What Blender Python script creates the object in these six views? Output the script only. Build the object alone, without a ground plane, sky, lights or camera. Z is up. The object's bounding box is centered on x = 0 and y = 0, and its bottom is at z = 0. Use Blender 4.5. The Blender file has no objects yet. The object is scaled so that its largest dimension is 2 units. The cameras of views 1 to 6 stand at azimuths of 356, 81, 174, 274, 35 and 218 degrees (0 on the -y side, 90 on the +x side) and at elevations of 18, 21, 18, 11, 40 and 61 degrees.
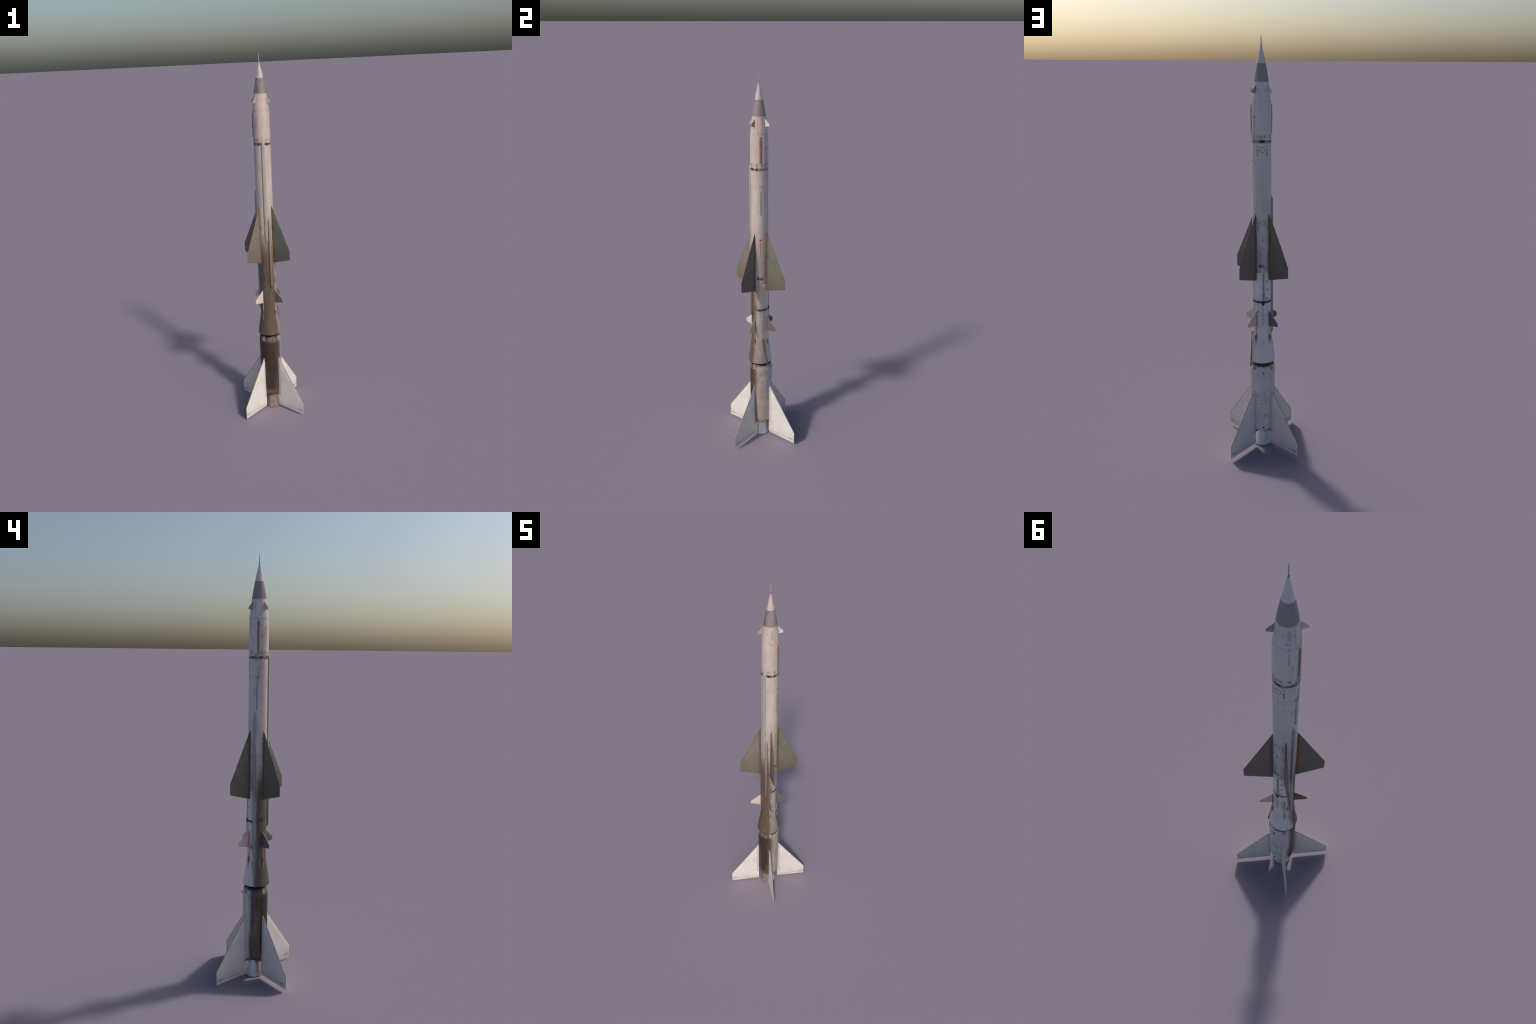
"""Two-stage winged missile standing on its booster fins.
Azimuth convention in this file: 0 deg = -y, 90 deg = +x (counter-clockwise seen from above)."""
import bpy, bmesh, math, random
from math import sin, cos, pi, radians, degrees, atan2, sqrt

random.seed(7)
SUS_Y = -0.0045          # the sustainer sits slightly off the booster axis
scene = bpy.context.scene

# ------------------------------------------------------------------ node helper
class Mat:
    def __init__(self, name, rough=0.55, metallic=0.0, spec=0.4):
        self.m = bpy.data.materials.new(name)
        self.m.use_nodes = True
        self.t = self.m.node_tree
        self.n = self.t.nodes
        self.bsdf = next(x for x in self.n if x.type == 'BSDF_PRINCIPLED')
        self.bsdf.inputs['Roughness'].default_value = rough
        self.bsdf.inputs['Metallic'].default_value = metallic
        self.bsdf.inputs['Specular IOR Level'].default_value = spec
        self.co = self.n.new('ShaderNodeTexCoord').outputs['Object']
        s = self.n.new('ShaderNodeSeparateXYZ')
        self.t.links.new(self.co, s.inputs[0])
        self.x, self.y, self.z = s.outputs
        self._az = {}

    def put(self, sock, v):
        if hasattr(v, 'is_output'):
            self.t.links.new(v, sock)
        elif isinstance(v, (tuple, list)):
            sock.default_value = (*v, 1.0) if len(v) == 3 and len(sock.default_value) == 4 else v
        else:
            sock.default_value = v

    def math(self, op, a, b=0.0, c=0.0, clamp=False):
        k = self.n.new('ShaderNodeMath'); k.operation = op; k.use_clamp = clamp
        for i, v in enumerate((a, b, c)):
            self.put(k.inputs[i], v)
        return k.outputs[0]

    def step(self, v, lo, hi, a=0.0, b=1.0):
        k = self.n.new('ShaderNodeMapRange'); k.interpolation_type = 'SMOOTHSTEP'
        for i, q in enumerate((v, lo, hi, a, b)):
            self.put(k.inputs[i], q)
        return k.outputs[0]

    def mul(self, *v):
        r = v[0]
        for q in v[1:]:
            r = self.math('MULTIPLY', r, q)
        return r

    def most(self, *v):
        r = v[0]
        for q in v[1:]:
            r = self.math('MAXIMUM', r, q)
        return r

    def noise(self, scale, detail=4.0, rough=0.55, stretch=(1, 1, 1), shift=(0, 0, 0), dist=0.0):
        p = self.n.new('ShaderNodeMapping')
        self.t.links.new(self.co, p.inputs[0])
        p.inputs['Scale'].default_value = stretch
        p.inputs['Location'].default_value = shift
        k = self.n.new('ShaderNodeTexNoise')
        self.t.links.new(p.outputs[0], k.inputs['Vector'])
        k.inputs['Scale'].default_value = scale
        k.inputs['Detail'].default_value = detail
        k.inputs['Roughness'].default_value = rough
        k.inputs['Distortion'].default_value = dist
        return k.outputs[0]

    def band(self, v, lo, hi, soft):
        return self.mul(self.step(v, lo - soft, lo + soft), self.step(v, hi - soft, hi + soft, 1.0, 0.0))

    def toward(self, az, cy):
        """cosine of the angle between a surface point and azimuth az, seen from the axis"""
        key = (az, cy)
        if key not in self._az:
            yy = self.math('SUBTRACT', self.y, cy)
            r = self.math('SQRT', self.math('ADD', self.mul(self.x, self.x), self.mul(yy, yy)))
            dot = self.math('ADD', self.mul(self.x, sin(radians(az))), self.mul(yy, -cos(radians(az))))
            self._az[key] = self.math('DIVIDE', dot, r)
        return self._az[key]

    def spot(self, az, z, r, cy, half_w, half_h, soft=0.5, wob=None):
        """round-edged stain on a body of revolution"""
        px, py = r * sin(radians(az)), cy - r * cos(radians(az))
        dx = self.math('SUBTRACT', self.x, px)
        dy = self.math('SUBTRACT', self.y, py)
        dz = self.math('DIVIDE', self.math('SUBTRACT', self.z, z), half_h)
        h = self.math('DIVIDE', self.math('ADD', self.mul(dx, dx), self.mul(dy, dy)), half_w * half_w)
        d = self.math('SQRT', self.math('ADD', h, self.mul(dz, dz)))
        if wob is not None:
            d = self.math('ADD', d, wob)
        return self.step(d, 1.0 - soft, 1.0 + soft * 0.4, 1.0, 0.0)

    def mix(self, a, b, f):
        k = self.n.new('ShaderNodeMix'); k.data_type = 'RGBA'
        self.put(k.inputs[0], f); self.put(k.inputs[6], a); self.put(k.inputs[7], b)
        return k.outputs[2]

    def color(self, c):
        self.put(self.bsdf.inputs['Base Color'], c)

    def bump(self, h, strength=0.3, dist=0.0006):
        k = self.n.new('ShaderNodeBump')
        k.inputs['Strength'].default_value = strength
        k.inputs['Distance'].default_value = dist
        self.put(k.inputs['Height'], h)
        self.put(self.bsdf.inputs['Normal'], k.outputs[0])


def grade(c, k):
    return tuple(v * k for v in c)


# ------------------------------------------------------------------ colours (linear)
PAINT = (0.61, 0.595, 0.585)          # weathered grey-white body paint
PAINT_AFT = (0.74, 0.73, 0.725)
BAKED_BROWN = (0.088, 0.055, 0.033)  # shadow of the -y side with its warm bounce, baked into the paint
WARM_TINT = (0.475, 0.370, 0.330)          # warm tint over the -y/+x flank
BAKED_BROWN_DARK = (0.033, 0.021, 0.017)
SOOT = (0.014, 0.012, 0.011)
RUST = (0.24, 0.12, 0.05)


def weathered(m, base, amount=1.0, seed=0.0):
    """chalky paint: soft clouds, fine grain and vertical run-off streaks"""
    cloud = m.noise(9, 5, 0.6, (1, 1, 0.35), (seed, 0, seed))
    streak = m.noise(60, 4, 0.6, (1, 1, 0.045), (seed, seed, 0))
    grain = m.noise(420, 3, 0.6, (1, 1, 0.6))
    c = m.mix(base, grade(base, 0.80), m.mul(m.step(cloud, 0.42, 0.72), 0.75 * amount))
    c = m.mix(c, (base[0] * 0.66, base[1] * 0.60, base[2] * 0.54), m.mul(m.step(streak, 0.55, 0.78), 0.6 * amount))
    c = m.mix(c, grade(base, 1.12), m.mul(m.step(grain, 0.5, 0.75), 0.35 * amount))
    m.bump(grain, 0.15)
    return c


def simple(name, col, rough=0.55, metallic=0.0, vary=0.25, scale=80, spec=0.4):
    m = Mat(name, rough, metallic, spec)
    n = m.noise(scale, 4, 0.6)
    m.color(m.mix(grade(col, 1 + vary * 0.5), grade(col, 1 - vary), m.step(n, 0.35, 0.7)))
    return m.m


def ragged_side_mask(m, cy, az, lo, hi, seed):
    """ragged-edged mask over one flank"""
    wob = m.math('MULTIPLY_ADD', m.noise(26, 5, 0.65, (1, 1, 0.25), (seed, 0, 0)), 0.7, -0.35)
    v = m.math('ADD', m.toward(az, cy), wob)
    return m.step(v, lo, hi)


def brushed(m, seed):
    """streaky coverage of the painted-in shade, with thinner places"""
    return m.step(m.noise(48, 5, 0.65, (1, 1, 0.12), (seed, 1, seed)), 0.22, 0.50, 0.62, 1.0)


def flank_dark_streaks(m, c, cy, seed):
    """fine dark streaks on the -x flank"""
    st = m.step(m.noise(75, 5, 0.7, (1, 1, 0.06), (seed, 3, 0)), 0.42, 0.62)
    where = ragged_side_mask(m, cy, -72, 0.45, 0.95, seed + 40)
    return m.mix(c, (0.085, 0.080, 0.076), m.mul(st, where, 0.8))


def warm_side_tint(m, c, cy, tint, amount=0.75, seed=0.0):
    """blotchy warm tint over one side of the body"""
    mask = ragged_side_mask(m, cy, 32, -0.40, 0.40, 31.0 + seed)
    film = m.step(m.noise(24, 5, 0.6, (1, 1, 0.4), (seed, 5, 0)), 0.25, 0.60, 0.55, 1.0)
    return m.mix(c, tint, m.mul(mask, film, amount))


# --- body section materials
def make_nose_white():
    m = Mat('nose_tip_paint', 0.5)
    c = weathered(m, (0.64, 0.625, 0.62), 0.8, 1.0)
    c = warm_side_tint(m, c, SUS_Y, (0.46, 0.36, 0.315), 0.9, 1.0)
    st = m.noise(45, 4, 0.6, (1, 1, 0.06), (3, 1, 0))
    c = m.mix(c, (0.20, 0.16, 0.11), m.mul(m.step(st, 0.56, 0.70), m.step(m.toward(-20, SUS_Y), 0.55, 0.95), 0.55))
    c = m.mix(c, (0.16, 0.11, 0.08), m.step(m.z, 1.950, 1.959))
    m.color(c)
    return m.m


def make_radome():
    m = Mat('radome_grey', 0.6)
    base = (0.275, 0.270, 0.275)
    streak = m.noise(55, 4, 0.6, (1, 1, 0.06), (0, 4, 0))
    cloud = m.noise(22, 5, 0.6, (1, 1, 0.5))
    c = m.mix(base, (0.195, 0.190, 0.192), m.mul(m.step(streak, 0.48, 0.72), 0.7))
    c = m.mix(c, (0.34, 0.33, 0.335), m.mul(m.step(cloud, 0.52, 0.75), 0.6))
    c = warm_side_tint(m, c, SUS_Y, (0.215, 0.176, 0.172), 0.95, 2.0)
    dark = m.mul(m.step(m.noise(50, 4, 0.6), 0.5, 0.62), m.step(m.toward(-25, SUS_Y), 0.70, 0.95))
    c = m.mix(c, (0.08, 0.07, 0.065), m.mul(dark, 0.7))
    c = m.mix(c, (0.30, 0.13, 0.05), m.spot(12, 1.862, 0.0225, SUS_Y, 0.0015, 0.007))
    m.color(c)
    return m.m


def make_forward():
    m = Mat('forward_body_paint', 0.5)
    c = warm_side_tint(m, weathered(m, PAINT, 1.0, 2.0), SUS_Y, WARM_TINT, 0.9, 3.0)
    wob = m.math('MULTIPLY_ADD', m.noise(260, 3, 0.6), 0.9, -0.45)
    rust = [m.spot(a, 1.769, 0.0375, SUS_Y, 0.0022, 0.0036, 0.5, wob) for a in (-22, 15, 67, 105, 158, 200, -112, -70)]
    rust += [m.spot(a, 1.718, 0.043, SUS_Y, 0.0026, 0.0030, 0.5, wob) for a in (-46, 42, 137, 225)]
    c = m.mix(c, RUST, m.mul(m.most(*rust), 0.85))
    # rust-brown wash and bolts above the joint ring
    wash = m.mul(m.band(m.z, 1.562, 1.578, 0.004), m.step(m.noise(60, 4, 0.6, (1, 1, 0.4), (5, 0, 0)), 0.50, 0.60))
    c = m.mix(c, (0.23, 0.155, 0.09), m.mul(wash, 0.75))
    squares = [m.spot(a, 1.571, 0.0443, SUS_Y, w, 0.0062, 0.35, wob) for a, w in ((-31, 0.0045), (25, 0.0055), (66, 0.0045), (-68, 0.005), (-47, 0.004), (193, 0.0055), (172, 0.004))]
    c = m.mix(c, (0.27, 0.165, 0.085), m.mul(m.most(*squares), 0.8))
    # dark patch and run on the nose section
    patch = m.mul(m.step(m.noise(40, 5, 0.6, (1, 1, 0.4), (9, 2, 0)), 0.5, 0.68), m.band(m.z, 1.60, 1.70, 0.03), m.step(m.toward(-58, SUS_Y), 0.80, 0.97))
    c = m.mix(c, (0.13, 0.115, 0.10), m.mul(patch, 0.6))
    run = m.mul(m.spot(-4, 1.64, 0.0443, SUS_Y, 0.0012, 0.028, 0.7), m.step(m.noise(80, 4, 0.6, (1, 1, 0.3)), 0.35, 0.6))
    c = m.mix(c, (0.12, 0.085, 0.07), m.mul(run, 0.7))
    c = m.mix(c, SOOT, soot_ring(m, 1.5485, 0.0055, 0.9))
    m.color(c)
    return m.m


def soot_ring(m, z0, half, strength, seed=0.0):
    n = m.noise(55, 5, 0.65, (1, 1, 0.6), (seed, 0, seed))
    w = m.math('MULTIPLY_ADD', n, 0.022, half - 0.0095)
    d = m.math('ABSOLUTE', m.math('SUBTRACT', m.z, z0))
    soft = m.math('DIVIDE', d, m.math('MAXIMUM', w, 0.0012))
    patch = m.step(m.noise(17, 3, 0.6, (1, 1, 0.2), (seed + 3, 2, 0)), 0.36, 0.58, 0.60, 1.0)
    return m.mul(m.step(soft, 0.25, 1.6, 1.0, 0.0), patch, strength)


def make_mid():
    m = Mat('mid_body_paint', 0.5)
    c = warm_side_tint(m, weathered(m, PAINT, 1.0, 4.0), SUS_Y, WARM_TINT, 0.9, 4.0)
    # olive-grey tone low on the section
    low = m.mul(m.step(m.z, 0.98, 1.33, 1.0, 0.0), m.step(m.noise(14, 5, 0.6, (1, 1, 0.3), (1, 7, 0)), 0.38, 0.62))
    c = m.mix(c, (0.255, 0.242, 0.228), m.mul(low, 0.7))
    cl = m.mul(m.step(m.noise(30, 5, 0.6, (1, 1, 0.5), (8, 0, 3)), 0.54, 0.70), m.step(m.toward(-70, SUS_Y), 0.45, 0.9))
    c = m.mix(c, (0.16, 0.145, 0.13), m.mul(cl, 0.55))
    c = m.mix(c, SOOT, soot_ring(m, 1.5485, 0.0055, 0.92))
    big = m.mul(m.spot(178, 1.553, 0.0437, SUS_Y, 0.017, 0.011, 0.35, m.math('MULTIPLY_ADD', m.noise(150, 4, 0.6), 0.9, -0.45)), 0.95)
    for a in (-70, -32, 26, 67):
        big = m.most(big, m.mul(m.spot(a, 1.549, 0.0437, SUS_Y, 0.0065, 0.0085, 0.6), 0.9))
    c = m.mix(c, SOOT, big)
    wob = m.math('MULTIPLY_ADD', m.noise(110, 5, 0.7), 2.4, -1.15)
    blot = [m.mul(m.spot(a, z, 0.0437, SUS_Y, w, h, 0.5, wob), 0.85) for a, z, w, h in
            ((70, 0.972, 0.009, 0.013), (98, 0.969, 0.011, 0.010), (84, 0.972, 0.008, 0.007), (168, 0.971, 0.012, 0.011), (187, 0.967, 0.007, 0.010),
             (-160, 0.955, 0.004, 0.006), (-2, 0.985, 0.002, 0.009), (178, 1.058, 0.0018, 0.005), (110, 0.985, 0.004, 0.004))]
    c = m.mix(c, (0.05, 0.04, 0.033), m.most(*blot))
    g = m.mul(ragged_side_mask(m, SUS_Y, -22, 0.05, 0.60, 5.0), m.step(m.math('ADD', m.z, m.math('MULTIPLY_ADD', m.noise(20, 4), 0.12, -0.06)), 0.94, 1.11, 1.0, 0.0))
    c = m.mix(c, BAKED_BROWN, m.mul(g, brushed(m, 5.0), 0.85))
    m.color(c)
    return m.m


def make_aft():
    m = Mat('aft_body_paint', 0.5)
    c = warm_side_tint(m, weathered(m, PAINT_AFT, 1.0, 6.0), SUS_Y, (0.31, 0.255, 0.225), 0.9, 5.0)
    g = ragged_side_mask(m, SUS_Y, -22, 0.0, 0.55, 5.0)
    c = m.mix(c, BAKED_BROWN, m.mul(g, brushed(m, 5.0), 0.93))
    c = flank_dark_streaks(m, c, SUS_Y, 5.0)
    wob = m.math('MULTIPLY_ADD', m.noise(150, 4, 0.7, (1, 1, 2.0)), 2.6, -1.2)
    rust = [m.mul(m.spot(a, z, 0.0445, SUS_Y, w, h, 0.55, wob), 0.7) for a, z, w, h in
            ((-153, 0.893, 0.008, 0.008), (-153, 0.852, 0.009, 0.007), (-154, 0.806, 0.010, 0.009), (160, 0.80, 0.004, 0.005),
             (62, 0.902, 0.005, 0.003), (64, 0.858, 0.007, 0.004), (62, 0.815, 0.005, 0.003))]
    c = m.mix(c, (0.27, 0.155, 0.075), m.most(*rust))
    ring = m.mul(m.band(m.z, 0.7830, 0.7950, 0.0012), m.math('SUBTRACT', 1.0, m.mul(g, 0.9)), m.step(m.noise(70, 4, 0.6), 0.20, 0.36))
    c = m.mix(c, (0.03, 0.026, 0.024), m.mul(ring, 0.92))
    blot = [m.mul(m.spot(a, z, 0.0445, SUS_Y, w, h, 0.6, wob), 0.85) for a, z, w, h in
            ((-28, 0.811, 0.007, 0.009), (20, 0.81, 0.008, 0.007), (50, 0.807, 0.006, 0.007), (-28, 0.757, 0.004, 0.008), (12, 0.842, 0.003, 0.005),
             (-2, 0.836, 0.0025, 0.006), (-60, 0.80, 0.009, 0.009), (-120, 0.665, 0.006, 0.02))]
    c = m.mix(c, (0.035, 0.028, 0.024), m.most(*blot))
    m.color(c)
    return m.m


def make_skirt():
    m = Mat('skirt_paint', 0.5)
    c = warm_side_tint(m, weathered(m, (0.66, 0.65, 0.65), 0.8, 8.0), SUS_Y, (0.225, 0.178, 0.146), 0.9, 6.0)
    g = ragged_side_mask(m, SUS_Y, -22, 0.0, 0.55, 7.0)
    c = m.mix(c, BAKED_BROWN, m.mul(g, brushed(m, 7.0), 0.93))
    c = flank_dark_streaks(m, c, SUS_Y, 7.0)
    m.color(c)
    return m.m


def make_booster():
    m = Mat('booster_paint', 0.5)
    c = warm_side_tint(m, weathered(m, (0.63, 0.62, 0.61), 1.0, 10.0), 0.0, (0.34, 0.270, 0.228), 0.9, 7.0)
    chips = m.mul(m.step(m.noise(70, 5, 0.7, (1, 1, 0.5), (2, 2, 2)), 0.57, 0.65), m.step(m.noise(14, 2), 0.40, 0.55))
    c = m.mix(c, (0.23, 0.16, 0.115), m.mul(chips, 0.75))
    g = ragged_side_mask(m, 0.0, -26, -0.10, 0.30, 9.0)
    c = m.mix(c, BAKED_BROWN, m.mul(g, brushed(m, 9.0), 0.93))
    c = flank_dark_streaks(m, c, 0.0, 9.0)
    g2 = ragged_side_mask(m, 0.0, -14, 0.45, 0.85, 11.0)
    c = m.mix(c, BAKED_BROWN_DARK, m.mul(g2, m.band(m.z, 0.125, 0.425, 0.012), 0.9))
    streak = m.mul(m.step(m.noise(85, 5, 0.7, (1, 1, 0.07), (4, 0, 4)), 0.50, 0.62), m.step(m.toward(-84, 0.0), 0.86, 0.98), m.band(m.z, 0.27, 0.43, 0.03))
    c = m.mix(c, (0.025, 0.022, 0.020), m.mul(streak, 0.85))
    # scuffed weld bands near the top and around the fin roots
    lines = m.step(m.math('SINE', m.mul(m.z, 2 * pi / 0.0062)), 0.55, 0.95)
    scuff = m.step(m.noise(60, 5, 0.7, (1, 1, 0.5), (0, 6, 0)), 0.42, 0.60)
    bands = m.most(m.band(m.z, 0.395, 0.424, 0.002), m.band(m.z, 0.284, 0.315, 0.002))
    c = m.mix(c, (0.06, 0.048, 0.042), m.mul(lines, scuff, bands, 0.75))
    seams = m.most(*[m.band(m.z, z - 0.0007, z + 0.0007, 0.0005) for z in (0.2505, 0.1885, 0.1725)])
    c = m.mix(c, (0.055, 0.042, 0.036), m.mul(seams, 0.75))
    black = m.most(m.spot(83, 0.2605, 0.0605, 0, 0.004, 0.003, 0.4), m.spot(-75, 0.41, 0.0605, 0, 0.003, 0.02, 0.7), m.spot(77, 0.397, 0.0605, 0, 0.005, 0.004, 0.6))
    c = m.mix(c, SOOT, m.mul(black, 0.85))
    c = m.mix(c, SOOT, m.mul(m.step(m.math('ADD', m.z, m.math('MULTIPLY_ADD', m.noise(60, 4), 0.012, -0.006)), 0.446, 0.456), 0.9))  # shoulder blackened to draw the dark of the recess below the skirt
    m.color(c)
    return m.m


def make_nozzle():
    m = Mat('nozzle_metal', 0.40, 0.45)
    c = weathered(m, (0.78, 0.79, 0.81), 0.6, 12.0)
    g = ragged_side_mask(m, 0.0, -10, 0.20, 0.8, 13.0)
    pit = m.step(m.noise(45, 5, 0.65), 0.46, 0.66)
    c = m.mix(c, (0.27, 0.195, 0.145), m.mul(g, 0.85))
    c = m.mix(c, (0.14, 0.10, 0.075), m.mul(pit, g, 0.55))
    c = m.mix(c, (0.045, 0.035, 0.03), m.mul(m.step(m.z, 0.060, 0.084), m.step(m.noise(70, 4), 0.40, 0.6), 0.85))
    m.color(c)
    return m.m


# --- lifting-surface materials (local x = outwards, local y = thickness, local z = along body)
def leading_edge(m, p, q, width):
    """mask that hugs the straight edge p-q in the x/z plane"""
    dx, dz = q[0] - p[0], q[1] - p[1]
    L = sqrt(dx * dx + dz * dz)
    d = m.math('ADD', m.mul(m.math('SUBTRACT', m.x, p[0]), dz / L), m.mul(m.math('SUBTRACT', m.z, p[1]), -dx / L))
    d = m.math('ADD', m.math('ABSOLUTE', d), m.math('MULTIPLY_ADD', m.noise(60, 4, 0.6), width * 1.4, -width * 0.7))
    return m.step(d, width * 0.4, width, 1.0, 0.0)


WING = [(0.036, 1.2365), (0.1595, 0.9815), (0.1595, 0.9305), (0.036, 0.8935)]
BFIN = [(0.0585, 0.3260), (0.2335, 0.0780), (0.2330, 0.0095), (0.0585, 0.0105)]
TFIN = [(-0.005, 0.7440), (0.0575, 0.6905), (0.0575, 0.6725), (-0.005, 0.6605)]
NFIN = [(0.030, 1.7960), (0.0610, 1.7680), (0.0610, 1.7575), (0.036, 1.7530)]


def make_wing(olive):
    m = Mat('wing_olive' if olive else 'wing_beige', 0.55)
    base = (0.168, 0.168, 0.138) if olive else (0.205, 0.175, 0.150)
    cloud = m.noise(16, 5, 0.6, (1, 1, 0.6), (1 if olive else 5, 0, 0))
    streak = m.noise(90, 4, 0.6, (1, 1, 0.05))
    c = m.mix(base, grade(base, 0.76), m.mul(m.step(cloud, 0.40, 0.70), 0.8))
    c = m.mix(c, grade(base, 1.2), m.mul(m.step(streak, 0.55, 0.75), 0.35))
    tail = m.step(m.math('ADD', m.z, m.mul(m.noise(20, 4), 0.05)), 0.95, 1.06, 1.0, 0.0)
    c = m.mix(c, (0.120, 0.105, 0.070) if olive else (0.150, 0.118, 0.090), m.mul(tail, 0.7))
    if olive:
        edge = m.math('ADD', m.x, m.math('MULTIPLY_ADD', m.noise(40, 4), 0.003, -0.0015))
        c = m.mix(c, (0.165, 0.108, 0.026), m.step(edge, 0.0535, 0.0548, 1.0, 0.0))
    else:
        c = m.mix(c, (0.10, 0.075, 0.052), m.mul(m.step(m.x, 0.050, 0.062, 1.0, 0.0), 0.7))
        zz = m.math('ADD', m.z, m.math('MULTIPLY_ADD', m.noise(70, 3, 0.6), 0.016, -0.008))
        d = m.math('ABSOLUTE', m.math('ADD', m.math('SUBTRACT', zz, 1.045), m.mul(m.x, 0.42)))
        c = m.mix(c, (0.36, 0.30, 0.24), m.mul(m.step(d, 0.0004, 0.0016, 1.0, 0.0), m.band(m.x, 0.075, 0.128, 0.01), 0.6))
        smear = m.mul(m.step(m.noise(110, 4, 0.6), 0.52, 0.62), m.band(m.z, 0.995, 1.02, 0.01), m.band(m.x, 0.065, 0.10, 0.01))
        c = m.mix(c, (0.10, 0.075, 0.05), m.mul(smear, 0.6))
    spots = m.mul(m.step(m.noise(160, 3, 0.5), 0.68, 0.74), 0.5)
    c = m.mix(c, (0.07, 0.055, 0.04), spots)
    c = m.mix(c, (0.150, 0.092, 0.035), m.mul(leading_edge(m, WING[0], WING[1], 0.0035), 0.8))
    m.color(c)
    return m.m


def make_bfin():
    m = Mat('booster_fin_paint', 0.5)
    base = (0.72, 0.675, 0.64)
    cloud = m.noise(14, 5, 0.6)
    grain = m.noise(260, 3, 0.6)
    diag = m.noise(30, 4, 0.6, (1, 1, 0.35))
    c = m.mix(base, (0.61, 0.575, 0.55), m.mul(m.step(cloud, 0.40, 0.68), 0.7))
    c = m.mix(c, (0.80, 0.76, 0.73), m.mul(m.step(diag, 0.52, 0.72), 0.6))
    c = m.mix(c, grade(base, 0.86), m.mul(m.step(grain, 0.5, 0.7), 0.4))
    c = m.mix(c, (0.30, 0.23, 0.15), m.mul(leading_edge(m, BFIN[0], BFIN[1], 0.0055), 0.75))
    c = m.mix(c, (0.30, 0.24, 0.17), m.mul(leading_edge(m, (0.2335, 0.08), (0.2333, 0.005), 0.0035), 0.7))
    d = m.math('ABSOLUTE', m.math('SUBTRACT', m.z, 0.030))
    line = m.mul(m.step(d, 0.0006, 0.0020, 1.0, 0.0), m.step(m.noise(25, 4, 0.6), 0.36, 0.55))
    c = m.mix(c, (0.31, 0.255, 0.19), m.mul(line, 0.8))
    smear = m.mul(m.step(m.math('ABSOLUTE', m.math('SUBTRACT', m.z, 0.031)), 0.002, 0.010, 1.0, 0.0), m.band(m.x, 0.185, 0.224, 0.012))
    c = m.mix(c, (0.30, 0.255, 0.20), m.mul(smear, m.step(m.noise(40, 4), 0.35, 0.6), 0.7))
    # painted-over root flange, a grey-green strip
    strip = m.mul(m.step(m.x, 0.0715, 0.0725, 1.0, 0.0), m.step(m.z, 0.0750, 0.0770))
    c = m.mix(c, (0.52, 0.50, 0.475), m.mul(strip, 0.85))
    c = m.mix(c, (0.42, 0.27, 0.10), m.mul(m.step(m.noise(90, 3), 0.66, 0.72), m.band(m.x, 0.060, 0.078, 0.004), 0.7))
    m.color(c)
    m.bump(grain, 0.12)
    return m.m


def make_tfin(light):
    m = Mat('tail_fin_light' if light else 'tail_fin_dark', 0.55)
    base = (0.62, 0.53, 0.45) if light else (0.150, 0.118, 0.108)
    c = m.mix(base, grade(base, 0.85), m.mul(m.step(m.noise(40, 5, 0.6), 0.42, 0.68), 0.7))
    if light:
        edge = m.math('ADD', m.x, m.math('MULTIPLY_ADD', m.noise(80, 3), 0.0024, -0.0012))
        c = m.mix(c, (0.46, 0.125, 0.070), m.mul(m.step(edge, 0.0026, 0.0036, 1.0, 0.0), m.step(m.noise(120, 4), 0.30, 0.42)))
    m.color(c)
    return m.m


def make_nfin(pale):
    m = Mat('canard_pale' if pale else 'canard_beige', 0.5)
    base = (0.60, 0.62, 0.54) if pale else (0.33, 0.295, 0.265)
    m.color(m.mix(base, grade(base, 0.84), m.step(m.noise(60, 4, 0.6), 0.45, 0.7)))
    return m.m


M = dict(
    nose=make_nose_white(), radome=make_radome(), forward=make_forward(), mid=make_mid(), aft=make_aft(), skirt=make_skirt(),
    booster=make_booster(), nozzle=make_nozzle(), wing_a=make_wing(True), wing_b=make_wing(False), bfin=make_bfin(),
    tfin_l=make_tfin(True), tfin_d=make_tfin(False), nfin_p=make_nfin(True), nfin_b=make_nfin(False),
    probe=simple('probe_metal', (0.36, 0.36, 0.35), 0.45, 0.2),
    black=simple('black_marking', (0.025, 0.023, 0.022), 0.6, vary=0.5, scale=200),
    greymark=simple('faded_stencil_ink', (0.125, 0.115, 0.11), 0.6, vary=0.5, scale=260),
    red=simple('red_marking', (0.46, 0.060, 0.045), 0.6, vary=0.35, scale=200),
    ochre=simple('ochre_marking', (0.33, 0.215, 0.10), 0.6, vary=0.4, scale=150),
    orange=simple('orange_strip', (0.46, 0.13, 0.065), 0.55, vary=0.2),
    strake=simple('strake_grey', (0.20, 0.19, 0.185), 0.55, vary=0.3),
    dark=simple('dark_metal', (0.035, 0.031, 0.029), 0.5, 0.2, vary=0.4),
    steel=simple('bright_steel', (0.52, 0.48, 0.44), 0.4, 0.25, vary=0.25),
    brass=simple('rusty_clevis', (0.26, 0.155, 0.07), 0.5, 0.2, vary=0.5, scale=160),
    bracket=simple('bracket_paint', (0.28, 0.255, 0.24), 0.5, vary=0.25),
    rod=simple('strut_paint', (0.070, 0.064, 0.062), 0.5, vary=0.3),
    conduit=simple('conduit_grey', (0.30, 0.29, 0.285), 0.55, vary=0.3),
    conduit_w=simple('conduit_white', (0.47, 0.455, 0.45), 0.5, vary=0.15),
)


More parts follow.
